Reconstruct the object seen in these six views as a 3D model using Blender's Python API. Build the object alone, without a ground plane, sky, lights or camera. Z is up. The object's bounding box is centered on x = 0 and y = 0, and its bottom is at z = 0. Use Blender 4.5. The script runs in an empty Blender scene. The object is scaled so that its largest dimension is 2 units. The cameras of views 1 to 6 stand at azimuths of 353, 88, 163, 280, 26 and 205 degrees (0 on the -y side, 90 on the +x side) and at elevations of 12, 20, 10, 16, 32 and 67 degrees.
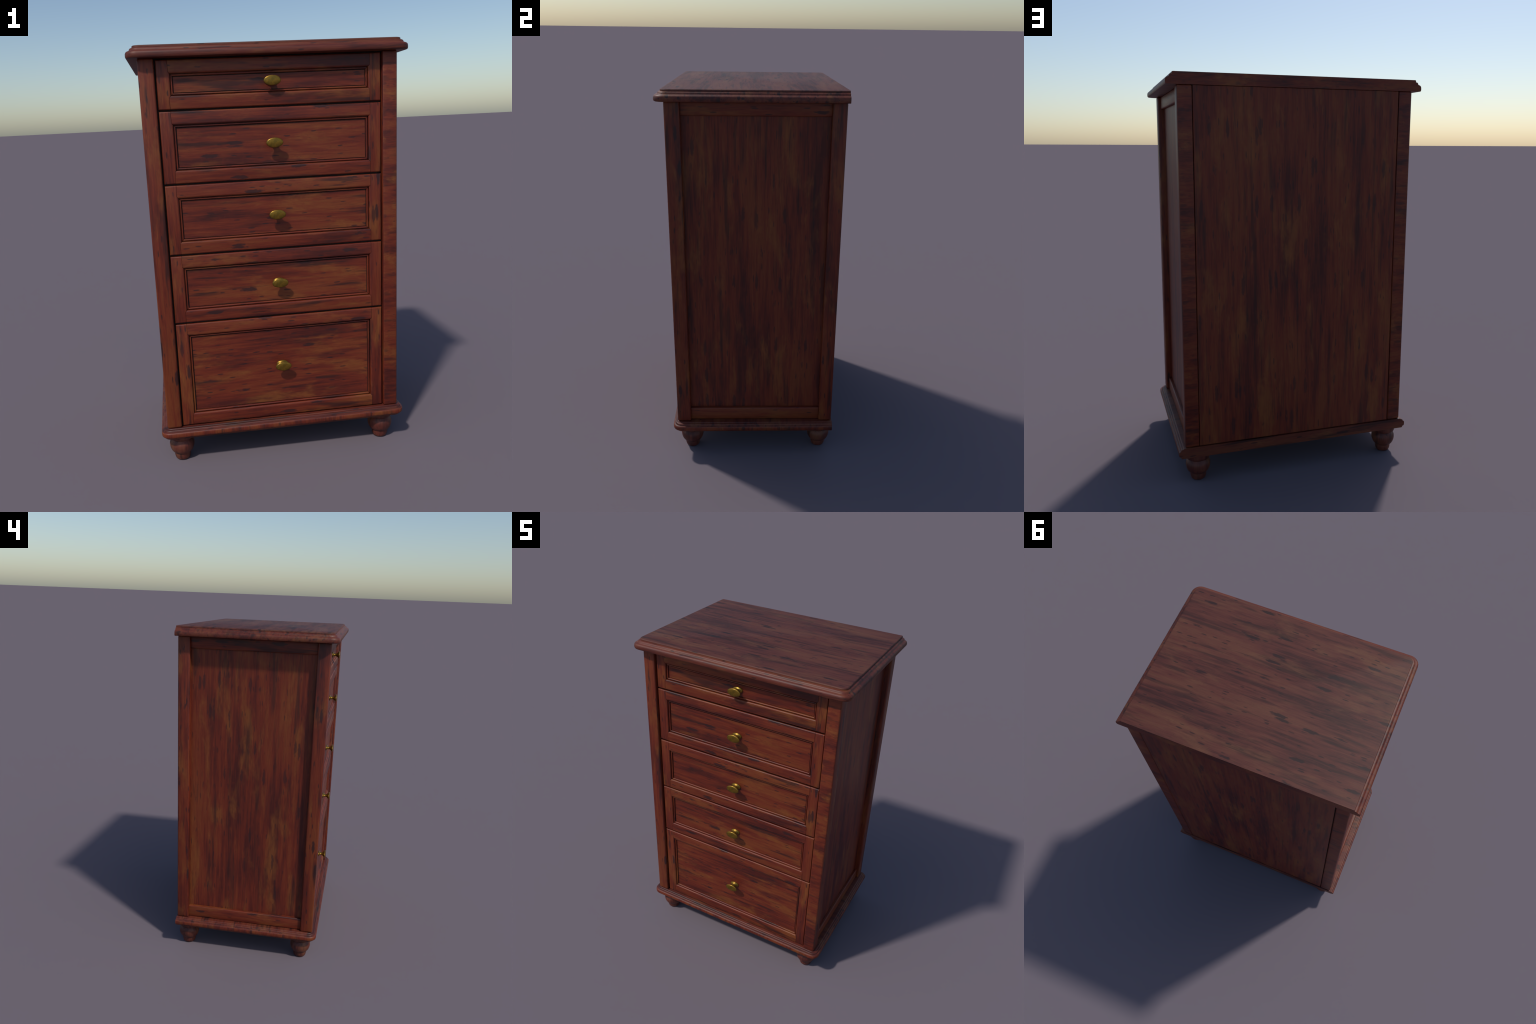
"""Tall five-drawer mahogany chest: turned feet, moulded base and top, brass oval knobs."""
import bpy, bmesh, math
from mathutils import Vector

# ------------------------------------------------------------------ sizes (metres)
HALF_W, BACK, FRONT = 0.637, 0.453, -0.453          # top board outline
TOP_LOW, TOP_HIGH = 1.945, 2.000
BASE_LOW, BASE_HIGH = 0.143, 0.197
BASE_HALF_W, BASE_FRONT, BASE_BACK = 0.620, -0.4345, 0.4525
POST_IN, POST_OUT = 0.517, 0.5876                     # post extent in x
POST_FRONT_Y = (-0.4095, -0.335)
POST_BACK_Y = (0.378, 0.449)
RAIL_X, PANEL_X = 0.570, 0.552                       # side rail and side panel faces
DRAWER_HALF, DRAWER_Y = 0.5115, -0.3965
SEAM_X = 0.460                                       # seam between stile and rail
FRAME = 0.0515                                       # flat width of rail and stile
RECESS = 0.0138                                      # drawer panel depth behind the frame
DRAWERS = [(0.2005, 0.723, 0.4725), (0.731, 1.056, 0.897), (1.064, 1.386, 1.227),
           (1.394, 1.716, 1.558), (1.724, 1.938, 1.832)]   # bottom, top, knob height

root = bpy.data.objects.new("chest_of_drawers", None)
root.empty_display_size = 0.2
bpy.context.collection.objects.link(root)
root["label"] = "tall dark red mahogany chest of five drawers with brass knobs"
root["category"] = "chest of drawers"


# ------------------------------------------------------------------ node helpers
class Nodes:
    def __init__(self, mat):
        mat.use_nodes = True
        self.t = mat.node_tree
        self.t.nodes.clear()

    def add(self, kind, **kw):
        n = self.t.nodes.new(kind)
        for k, v in kw.items():
            setattr(n, k, v)
        return n

    def link(self, a, b):
        self.t.links.new(a, b)

    def put(self, sock, v):
        if isinstance(v, bpy.types.NodeSocket):
            self.link(v, sock)
        else:
            sock.default_value = v

    def math(self, op, a, b=None, clamp=False):
        n = self.add("ShaderNodeMath", operation=op, use_clamp=clamp)
        self.put(n.inputs[0], a)
        if b is not None:
            self.put(n.inputs[1], b)
        return n.outputs[0]

    def vmath(self, op, a, b):
        n = self.add("ShaderNodeVectorMath", operation=op)
        self.put(n.inputs[0], a)
        self.put(n.inputs[1], b)
        return n.outputs[0]

    def ramp(self, fac, lo, hi):
        n = self.add("ShaderNodeMapRange", interpolation_type='SMOOTHSTEP')
        self.put(n.inputs[0], fac)
        n.inputs[1].default_value = lo
        n.inputs[2].default_value = hi
        return n.outputs[0]

    def noise(self, vec, scale=1.0, detail=2.0, rough=0.5, dist=0.0):
        n = self.add("ShaderNodeTexNoise")
        self.put(n.inputs["Vector"], vec)
        n.inputs["Scale"].default_value = scale
        n.inputs["Detail"].default_value = detail
        n.inputs["Roughness"].default_value = rough
        n.inputs["Distortion"].default_value = dist
        return n.outputs["Fac"]

    def mix(self, fac, a, b, mode='MIX'):
        n = self.add("ShaderNodeMix", data_type='RGBA', blend_type=mode)
        self.put(n.inputs[0], fac)
        self.put(n.inputs[6], a)
        self.put(n.inputs[7], b)
        return n.outputs[2]


def rgb(r, g, b):
    return (r, g, b, 1.0)


def wood(name, axis, gain=0.86, stretch=1.0, seed=0.0, spots=1.0, rough=0.47, sat=1.0, spec=0.36,
         cloud=0.80, heart=0.80):
    """Stained mahogany; axis = local grain direction, stretch > 1 shortens the figure."""
    m = bpy.data.materials.new(name)
    n = Nodes(m)
    co = n.add("ShaderNodeTexCoord").outputs["Object"]
    rnd = n.add("ShaderNodeObjectInfo").outputs["Random"]
    # grain along texture x: permute the axes
    sep = n.add("ShaderNodeSeparateXYZ")
    n.link(co, sep.inputs[0])
    order = {"x": (0, 1, 2), "y": (1, 0, 2), "z": (2, 0, 1)}[axis]
    comb = n.add("ShaderNodeCombineXYZ")
    for i, o in enumerate(order):
        n.link(sep.outputs[o], comb.inputs[i])
    off = n.add("ShaderNodeCombineXYZ")
    n.link(n.math('MULTIPLY_ADD', rnd, 41.0), off.inputs[0])
    n.link(n.math('MULTIPLY_ADD', rnd, 23.0), off.inputs[1])
    off.inputs[2].default_value = seed
    p = n.vmath('ADD', comb.outputs[0], off.outputs[0])
    # slow wander of the fibres
    wav = n.add("ShaderNodeTexNoise")
    n.link(n.vmath('MULTIPLY', p, (1.6 * stretch, 5.0, 5.0)), wav.inputs["Vector"])
    wav.inputs["Scale"].default_value = 1.0
    wav.inputs["Detail"].default_value = 2.0
    bend = n.vmath('MULTIPLY', n.vmath('SUBTRACT', wav.outputs["Color"], (0.5, 0.5, 0.5)),
                   (0.0, 0.022, 0.022))
    q = n.vmath('ADD', p, bend)

    def grain(along, across, detail=3.0, r=0.55, dist=0.0):
        return n.noise(n.vmath('MULTIPLY', q, (along * stretch, across, across)),
                       1.0, detail, r, dist)

    bands = grain(1.3, 11.0, 4.0, 0.60)              # boards and broad figure
    patch = grain(3.0, 10.0, 4.0, 0.65, 0.3)          # golden clouds
    streak = grain(4.5, 75.0, 5.0, 0.68)             # streaks
    fibre = grain(14.0, 330.0, 3.0, 0.6)             # fine fibres
    dark = grain(2.6, 30.0, 3.0, 0.6, 0.1)           # dark heart streaks
    mott = n.noise(q, 26.0, 5.0, 0.65, 0.4)          # mottling

    red_dark = rgb(0.072, 0.0110, 0.0078)
    red = rgb(0.165, 0.0235, 0.0095)
    brown = rgb(0.195, 0.0430, 0.0130)
    gold = rgb(0.240, 0.0760, 0.0180)
    ink = rgb(0.030, 0.0100, 0.0090)

    f = n.math('ADD', n.math('MULTIPLY', bands, 0.60), n.math('MULTIPLY', streak, 0.40))
    c = n.mix(n.ramp(f, 0.37, 0.53), red_dark, red)
    c = n.mix(n.ramp(f, 0.48, 0.62), c, brown)
    pm = n.math('MULTIPLY', n.ramp(patch, 0.50, 0.72),
                n.math('MULTIPLY_ADD', streak, 0.9), clamp=True)
    c = n.mix(n.math('MULTIPLY', pm, cloud), c, gold)
    c = n.mix(n.math('MULTIPLY', n.ramp(mott, 0.52, 0.72), 0.30), c, red)
    c = n.mix(n.math('MULTIPLY', n.ramp(dark, 0.54, 0.70), heart), c, ink)
    # fine fibres
    fm = n.math('MULTIPLY_ADD', fibre, 0.76)
    fm.node.inputs[2].default_value = 0.62
    vm = n.add("ShaderNodeVectorMath", operation='SCALE')
    n.link(c, vm.inputs[0])
    n.link(fm, vm.inputs["Scale"])
    c = vm.outputs[0]
    # spindle-shaped knots lying along the grain, two sizes
    kmask = None
    for (al, ac, keep, size, st) in ((6.5, 30.0, 0.66, 0.27, 0.85), (16.0, 75.0, 0.72, 0.27, 0.75)):
        wob = n.add("ShaderNodeTexNoise")
        n.link(n.vmath('MULTIPLY', q, (40.0, 130.0, 130.0)), wob.inputs["Vector"])
        wob.inputs["Scale"].default_value = 1.0
        kv = n.vmath('MULTIPLY', q, (al * stretch, ac, ac))
        kv = n.vmath('ADD', kv, n.vmath('MULTIPLY', n.vmath('SUBTRACT', wob.outputs["Color"],
                                                           (0.5, 0.5, 0.5)), (0.34, 0.34, 0.34)))
        vor = n.add("ShaderNodeTexVoronoi", feature='F1', distance='EUCLIDEAN')
        n.link(kv, vor.inputs["Vector"])
        vor.inputs["Scale"].default_value = 1.0
        vor.inputs["Randomness"].default_value = 1.0
        cs = n.add("ShaderNodeSeparateColor")
        n.link(vor.outputs["Color"], cs.inputs[0])
        body = n.math('SUBTRACT', 1.0, n.ramp(vor.outputs["Distance"], size * 0.75, size * 1.20))
        pick = n.ramp(cs.outputs[0], keep, keep + 0.12)
        k = n.math('MULTIPLY', n.math('MULTIPLY', body, pick), st * spots)
        kmask = k if kmask is None else n.math('MAXIMUM', kmask, k)
    c = n.mix(kmask, c, rgb(0.030, 0.0115, 0.0125))
    # wormhole-fine pores
    pore = n.noise(n.vmath('MULTIPLY', q, (90.0, 420.0, 420.0)), 1.0, 1.0, 0.5)
    c = n.mix(n.math('MULTIPLY', n.ramp(pore, 0.66, 0.76), 0.35), c, rgb(0.030, 0.010, 0.010))
    hs = n.add("ShaderNodeHueSaturation")
    n.put(hs.inputs["Color"], c)
    hs.inputs["Saturation"].default_value = sat
    hs.inputs["Value"].default_value = gain
    col = hs.outputs[0]

    b = n.add("ShaderNodeBsdfPrincipled")
    n.link(col, b.inputs["Base Color"])
    rr = n.math('MULTIPLY_ADD', fibre, 0.16)
    rr.node.inputs[2].default_value = rough - 0.08
    n.link(rr, b.inputs["Roughness"])
    b.inputs["Specular IOR Level"].default_value = spec
    bump = n.add("ShaderNodeBump")
    bump.inputs["Strength"].default_value = 0.10
    bump.inputs["Distance"].default_value = 0.002
    n.link(n.math('ADD', fibre, n.math('MULTIPLY', kmask, -1.0)), bump.inputs["Height"])
    n.link(bump.outputs[0], b.inputs["Normal"])
    o = n.add("ShaderNodeOutputMaterial")
    n.link(b.outputs[0], o.inputs[0])
    return m


def brass():
    m = bpy.data.materials.new("aged_brass")
    n = Nodes(m)
    co = n.add("ShaderNodeTexCoord").outputs["Object"]
    a = n.noise(co, 70.0, 4.0, 0.6)
    s = n.noise(co, 330.0, 2.0, 0.6)
    c = n.mix(n.ramp(a, 0.35, 0.68), rgb(0.27, 0.150, 0.020), rgb(0.175, 0.108, 0.017))
    c = n.mix(n.math('MULTIPLY', n.ramp(s, 0.62, 0.72), 0.75), c, rgb(0.07, 0.045, 0.014))
    b = n.add("ShaderNodeBsdfPrincipled")
    n.link(c, b.inputs["Base Color"])
    b.inputs["Metallic"].default_value = 0.75
    b.inputs["Roughness"].default_value = 0.34
    o = n.add("ShaderNodeOutputMaterial")
    n.link(b.outputs[0], o.inputs[0])
    return m


def plain(name, col, rough=0.8):
    m = bpy.data.materials.new(name)
    n = Nodes(m)
    b = n.add("ShaderNodeBsdfPrincipled")
    co = n.add("ShaderNodeTexCoord").outputs["Object"]
    f = n.noise(co, 18.0, 4.0, 0.6)
    n.link(n.mix(f, rgb(*[v * 0.7 for v in col]), rgb(*[v * 1.3 for v in col])), b.inputs["Base Color"])
    b.inputs["Roughness"].default_value = rough
    o = n.add("ShaderNodeOutputMaterial")
    n.link(b.outputs[0], o.inputs[0])
    return m


WOOD_X = wood("mahogany_grain_across", "x", seed=1.3)
WOOD_Y = wood("mahogany_grain_depth", "y", seed=4.1)
WOOD_Z = wood("mahogany_grain_upright", "z", seed=7.7)
WOOD_TOP = wood("mahogany_top_board", "x", seed=11.9, gain=0.57, sat=0.86, rough=0.62, spec=0.34, cloud=0.60, heart=0.60)
WOOD_RIM = wood("mahogany_moulding", "x", seed=23.3, gain=0.70, sat=0.95, rough=0.50)
WOOD_PANEL = wood("mahogany_panel", "z", seed=3.4, stretch=0.85, spots=0.75, heart=0.60)
WOOD_CROSS = wood("mahogany_cross_banded", "x", seed=15.2, stretch=2.2, spots=0.5, heart=0.6)
WOOD_EDGE = wood("mahogany_end_grain_edge", "z", seed=19.6, stretch=1.6, spots=0.5)
WOOD_FOOT = wood("mahogany_turned_foot", "z", seed=29.0, gain=0.76, sat=0.90, spots=0.6)
DARK = plain("gap_shade_dark", (0.020, 0.010, 0.008))  # near-black colour standing in for the shade inside the drawer gaps
BRASS = brass()


# ------------------------------------------------------------------ mesh helpers
def make(name, bm, mats, parent=root, loc=(0, 0, 0), angle=34.0):
    """Turn a bmesh built in world-aligned coordinates around `loc` into an object."""
    bmesh.ops.recalc_face_normals(bm, faces=bm.faces)
    me = bpy.data.meshes.new(name)
    bm.to_mesh(me)
    bm.free()
    for p in me.polygons:
        p.use_smooth = True
    me.set_sharp_from_angle(angle=math.radians(angle))
    for mt in (mats if isinstance(mats, (list, tuple)) else [mats]):
        me.materials.append(mt)
    ob = bpy.data.objects.new(name, me)
    bpy.context.collection.objects.link(ob)
    ob.parent = parent
    ob.location = loc
    return ob


def add_box(bm, lo, hi, bevel=0.0, seg=3, edge_test=None):
    lo, hi = Vector(lo), Vector(hi)
    r = bmesh.ops.create_cube(bm, size=1.0)
    vs = r["verts"]
    for v in vs:
        v.co = Vector([(lo[i] + hi[i]) / 2 + v.co[i] * (hi[i] - lo[i]) for i in range(3)])
    if bevel > 0:
        es = [e for e in {e for v in vs for e in v.link_edges} if edge_test is None or edge_test(e)]
        bmesh.ops.bevel(bm, geom=es, offset=bevel, segments=seg, profile=0.5,
                        affect='EDGES', clamp_overlap=True)


def board(name, lo, hi, mat, bevel=0.005, seg=3, parent=root, base=(0, 0, 0), edge_test=None):
    lo, hi = Vector(lo), Vector(hi)
    c = (lo + hi) / 2
    bm = bmesh.new()
    add_box(bm, lo - c, hi - c, bevel, seg, edge_test)
    return make(name, bm, mat, parent, c - Vector(base))


def outline(half_w, front, back, radius, inset, seg=6):
    """Plan outline with rounded front corners, square at the back; inset on three sides."""
    w, f = half_w - inset, front + inset
    r = max(radius - inset * 0.6, 0.004)
    pts = [(-w, back)]
    for cx, a0 in ((-w + r, math.pi), (w - r, 1.5 * math.pi)):
        for i in range(seg + 1):
            a = a0 + i / seg * math.pi / 2
            pts.append((cx + r * math.cos(a), f + r + r * math.sin(a)))
    pts.append((w, back))
    return pts


def moulded_board(name, half_w, front, back, radius, profile, mats, edge_slot=None, cap_slot=0):
    """Loft the plan outline through (inset, z) profile points; closed top and bottom."""
    z0 = profile[0][1]
    bm = bmesh.new()
    rings = []
    for inset, z in profile:
        rings.append([bm.verts.new((x, y, z - z0)) for x, y in outline(half_w, front, back, radius, inset)])
    for k, (a, b) in enumerate(zip(rings, rings[1:])):
        n = len(a)
        for i in range(n):
            f = bm.faces.new((a[i], a[(i + 1) % n], b[(i + 1) % n], b[i]))
            if edge_slot:
                f.material_index = int(edge_slot(k, i, n))
    bm.faces.new(rings[0][::-1])
    bm.faces.new(rings[-1]).material_index = cap_slot
    return make(name, bm, mats, root, (0, 0, z0), 38)


def lathe(profile, seg=48, axis="z", squash=1.0):
    """Revolve (radius, height) points; axis y points the height at the viewer (-y)."""
    bm = bmesh.new()
    rings = []
    for r, h in profile:
        ring = []
        for i in range(seg):
            a = 2 * math.pi * i / seg
            u, v = r * math.cos(a), r * math.sin(a)
            ring.append(bm.verts.new((u, v, h) if axis == "z" else (u, -h, v * squash)))
        rings.append(ring)
    for a, b in zip(rings, rings[1:]):
        for i in range(seg):
            bm.faces.new((a[i], a[(i + 1) % seg], b[(i + 1) % seg], b[i]))
    bm.faces.new(rings[0][::-1])
    bm.faces.new(rings[-1])
    return bm


# ------------------------------------------------------------------ top board
top_profile = [(0.0055, 1.9450), (0.0022, 1.9468), (0.0004, 1.9510), (0.0000, 1.9570), (0.0004, 1.9640),
               (0.0020, 1.9692), (0.0055, 1.9732), (0.0100, 1.9755), (0.0148, 1.9770), (0.0175, 1.9792),
               (0.0190, 1.9835), (0.0212, 1.9868), (0.0245, 1.9888), (0.0300, 1.9895), (0.0308, 1.9900),
               (0.0306, 1.9945), (0.0316, 1.9978), (0.0338, 1.9994), (0.0365, 2.0000)]
moulded_board("top_board", HALF_W, FRONT, BACK, 0.050, top_profile, [WOOD_RIM, WOOD_CROSS, WOOD_TOP],
              lambda k, i, n: 1 if i == n - 1 else (2 if k >= 15 else 0), cap_slot=2)

# ------------------------------------------------------------------ base moulding
base_profile = [(0.0160, 0.1440), (0.0128, 0.1450), (0.0110, 0.1486), (0.0102, 0.1525), (0.0058, 0.1540),
                (0.0022, 0.1562), (0.0003, 0.1595), (0.0000, 0.1650), (0.0000, 0.1725), (0.0006, 0.1765),
                (0.0024, 0.1800), (0.0055, 0.1822), (0.0092, 0.1830), (0.0100, 0.1848), (0.0106, 0.1880),
                (0.0126, 0.1912), (0.0160, 0.1928), (0.0196, 0.1926), (0.0214, 0.1930), (0.0226, 0.1952),
                (0.0250, 0.1966), (0.0280, 0.1970)]
moulded_board("base_board", BASE_HALF_W, BASE_FRONT, BASE_BACK, 0.046, base_profile, [WOOD_RIM, WOOD_EDGE],
              lambda k, i, n: 4 <= k <= 9 and i != n - 1)

# ------------------------------------------------------------------ turned feet
foot_profile = [(0.0289, 0.0000), (0.0333, 0.0012), (0.0362, 0.0050), (0.0386, 0.0120), (0.0405, 0.0210),
                (0.0411, 0.0290), (0.0405, 0.0345), (0.0425, 0.0362), (0.0473, 0.0400), (0.0536, 0.0480),
                (0.0584, 0.0580), (0.0616, 0.0700), (0.0625, 0.0810), (0.0614, 0.0910), (0.0579, 0.1000),
                (0.0526, 0.1075), (0.0511, 0.1100), (0.0540, 0.1120), (0.0589, 0.1160), (0.0618, 0.1215),
                (0.0627, 0.1290), (0.0627, 0.1440)]
foot0 = None
for sx in (-1, 1):
    for y in (-0.336, 0.386):
        if foot0 is None:
            foot0 = ob = make("foot", lathe(foot_profile), WOOD_FOOT, root, (sx * 0.521 - 0.004, y, 0), 50)
        else:
            ob = foot0.copy()
            bpy.context.collection.objects.link(ob)
            ob.location = (sx * 0.521 - 0.004, y, 0)
            ob.rotation_euler[2] = 1.3 * sx + 2.1 * (y > 0)

# ------------------------------------------------------------------ posts
for sx in (-1, 1):
    for (y0, y1), mats in ((POST_FRONT_Y, (WOOD_Z, WOOD_CROSS)), (POST_BACK_Y, (WOOD_Z, WOOD_CROSS))):
        x0, x1 = sorted((sx * POST_IN - 0.001, sx * POST_OUT - 0.001))
        ob = board("post", (x0, y0, BASE_HIGH + 0.001), (x1, y1, TOP_LOW + 0.0005), list(mats), 0.0085, 4)
        # the veneer runs across on the right front post and on both rear faces
        facing = -1 if y0 < 0 else 1
        if facing == 1 or sx == 1:
            for p in ob.data.polygons:
                if p.normal.y * facing > 0.6:
                    p.material_index = 1

# ------------------------------------------------------------------ sides: recessed panel between two rails
for sx in (-1, 1):
    ya, yb = POST_FRONT_Y[1] - 0.004, POST_BACK_Y[0] + 0.004
    def side(name, z0, z1, face, mat, bevel):
        x0, x1 = sorted((sx * 0.530, sx * face))
        board(name, (x0, ya, z0), (x1, yb, z1), mat, bevel, 3)
    side("side_panel", 0.215, 1.935, PANEL_X, WOOD_PANEL, 0.0)
    side("side_rail", 1.8765, TOP_LOW - 0.001, RAIL_X, WOOD_Y, 0.006)
    side("side_rail", BASE_HIGH + 0.001, 0.2715, RAIL_X, WOOD_Y, 0.006)

# ------------------------------------------------------------------ back and added gap filler
board("back_panel", (-POST_IN + 0.0025, 0.436, BASE_HIGH + 0.004), (POST_IN - 0.0025, 0.4475, TOP_LOW - 0.001),
      WOOD_PANEL, 0.0015, 1)
board("gap_filler", (-0.529, -0.3795, BASE_HIGH + 0.0005), (0.529, 0.4345, TOP_LOW - 0.0008), DARK, 0.0)  # added dark block that blocks light and keeps the gaps between drawers black

# ------------------------------------------------------------------ drawers
# inner edge of the frame: (distance inwards from the seam line, depth behind the face)
lip = [(0.0000, 0.0000), (0.0026, 0.0004), (0.0050, 0.0015), (0.0068, 0.0034), (0.0078, 0.0062),
       (0.0080, 0.0150), (0.0103, 0.0150), (0.0105, 0.0092), (0.0120, 0.0074), (0.0143, 0.0068),
       (0.0165, 0.0076), (0.0180, 0.0098), (0.0186, 0.0130), (0.0188, 0.0175)]
GAP = 0.0013
THICK = 0.0200


def frame_piece(length_full, half_inner, width, along):
    """Rail or stile in its own plane: u along the piece, v inwards; flat stock plus mitred lip.
    half_inner = half length of the lip at the seam line."""
    bm = bmesh.new()

    def put(u, v, d):
        return (u, d, v) if along == "x" else (v, d, u)

    h = length_full / 2
    lo, hi = put(-h, -width, 0.0), put(h, 0.0, THICK)

    def keep(e):                                   # round the outer front edges; fine arris at the seam
        a, b = e.verts
        return a.co.y < 1e-6 and b.co.y < 1e-6
    add_box(bm, lo, hi)
    outer = []
    fine = []
    for e in bm.edges:
        if not keep(e):
            continue
        vv = [(v.co.z if along == "x" else v.co.x) for v in e.verts]
        uu = [(v.co.x if along == "x" else v.co.z) for v in e.verts]
        if all(abs(v + width) < 1e-6 for v in vv):
            outer.append(e)
        elif abs(uu[0] - uu[1]) < 1e-6:
            fine.append(e) if along == "x" else outer.append(e)
    bmesh.ops.bevel(bm, geom=outer, offset=0.006, segments=4, profile=0.5, affect='EDGES')
    fine = [e for e in fine if e.is_valid]
    if fine:
        bmesh.ops.bevel(bm, geom=fine, offset=0.0014, segments=1, profile=0.5, affect='EDGES')
    rows = []
    for d, dep in lip:
        e = half_inner - d - GAP * 0.7
        rows.append([bm.verts.new(put(-e, d, dep)), bm.verts.new(put(e, d, dep))])
    back_rows = [bm.verts.new(put(s * (half_inner - GAP * 0.7), 0.0, 0.0195)) for s in (-1, 1)]
    for a, b in zip(rows, rows[1:]):
        bm.faces.new((a[0], a[1], b[1], b[0]))
    for s in (0, 1):                               # mitre faces
        bm.faces.new([r[s] for r in rows] + [back_rows[s]])
    return bm


def mirrored(bm, axis):
    for v in bm.verts:
        v.co[axis] = -v.co[axis]
    return bm


knob_profile = [(0.0290, -0.0009), (0.0296, 0.0027), (0.0288, 0.0051), (0.0262, 0.0070), (0.0215, 0.0084),
                (0.0176, 0.0110), (0.0156, 0.0151), (0.0148, 0.0197), (0.0156, 0.0242), (0.0185, 0.0284),
                (0.0240, 0.0322), (0.0315, 0.0359), (0.0368, 0.0388), (0.0388, 0.0410), (0.0392, 0.0428),
                (0.0384, 0.0447), (0.0355, 0.0462), (0.0290, 0.0474), (0.0190, 0.0482), (0.0080, 0.0486),
                (0.0020, 0.0487)]
knob0 = None
for z0, z1, zk in DRAWERS:
    zc, hh = (z0 + z1) / 2, (z1 - z0) / 2
    panel_y = DRAWER_Y + RECESS
    # drawer = recessed panel with the box behind it
    base = (0, panel_y, zc)
    bm = bmesh.new()
    iw, ih = SEAM_X - 0.0222, hh - FRAME - 0.0222
    add_box(bm, (-iw, 0, -ih), (iw, 0.0066, ih))
    add_box(bm, (-SEAM_X - 0.04, 0.0068, -hh + 0.006), (SEAM_X + 0.04, 0.0200, hh - 0.006))
    dr = make("drawer", bm, WOOD_X, root, base)
    inner_h = hh - FRAME
    y_face = DRAWER_Y - panel_y
    for s in (-1, 1):
        bm = frame_piece(2 * hh, inner_h, DRAWER_HALF - SEAM_X, "z")
        if s == 1:                                  # lip points towards the middle
            mirrored(bm, 0)
        make("stile", bm, WOOD_Z, dr, (s * SEAM_X, y_face, 0), 40)
        bm = frame_piece(2 * (SEAM_X - GAP), SEAM_X, FRAME, "x")
        if s == 1:
            mirrored(bm, 2)
        make("rail", bm, WOOD_X, dr, (0, y_face, s * inner_h), 40)
    if knob0 is None:
        knob0 = kn = make("knob", lathe(knob_profile, 48, "y", 0.578), BRASS, dr, (0, 0, zk - zc), 40)
    else:
        kn = knob0.copy()
        bpy.context.collection.objects.link(kn)
        kn.parent = dr
        kn.location = (0, 0, zk - zc)
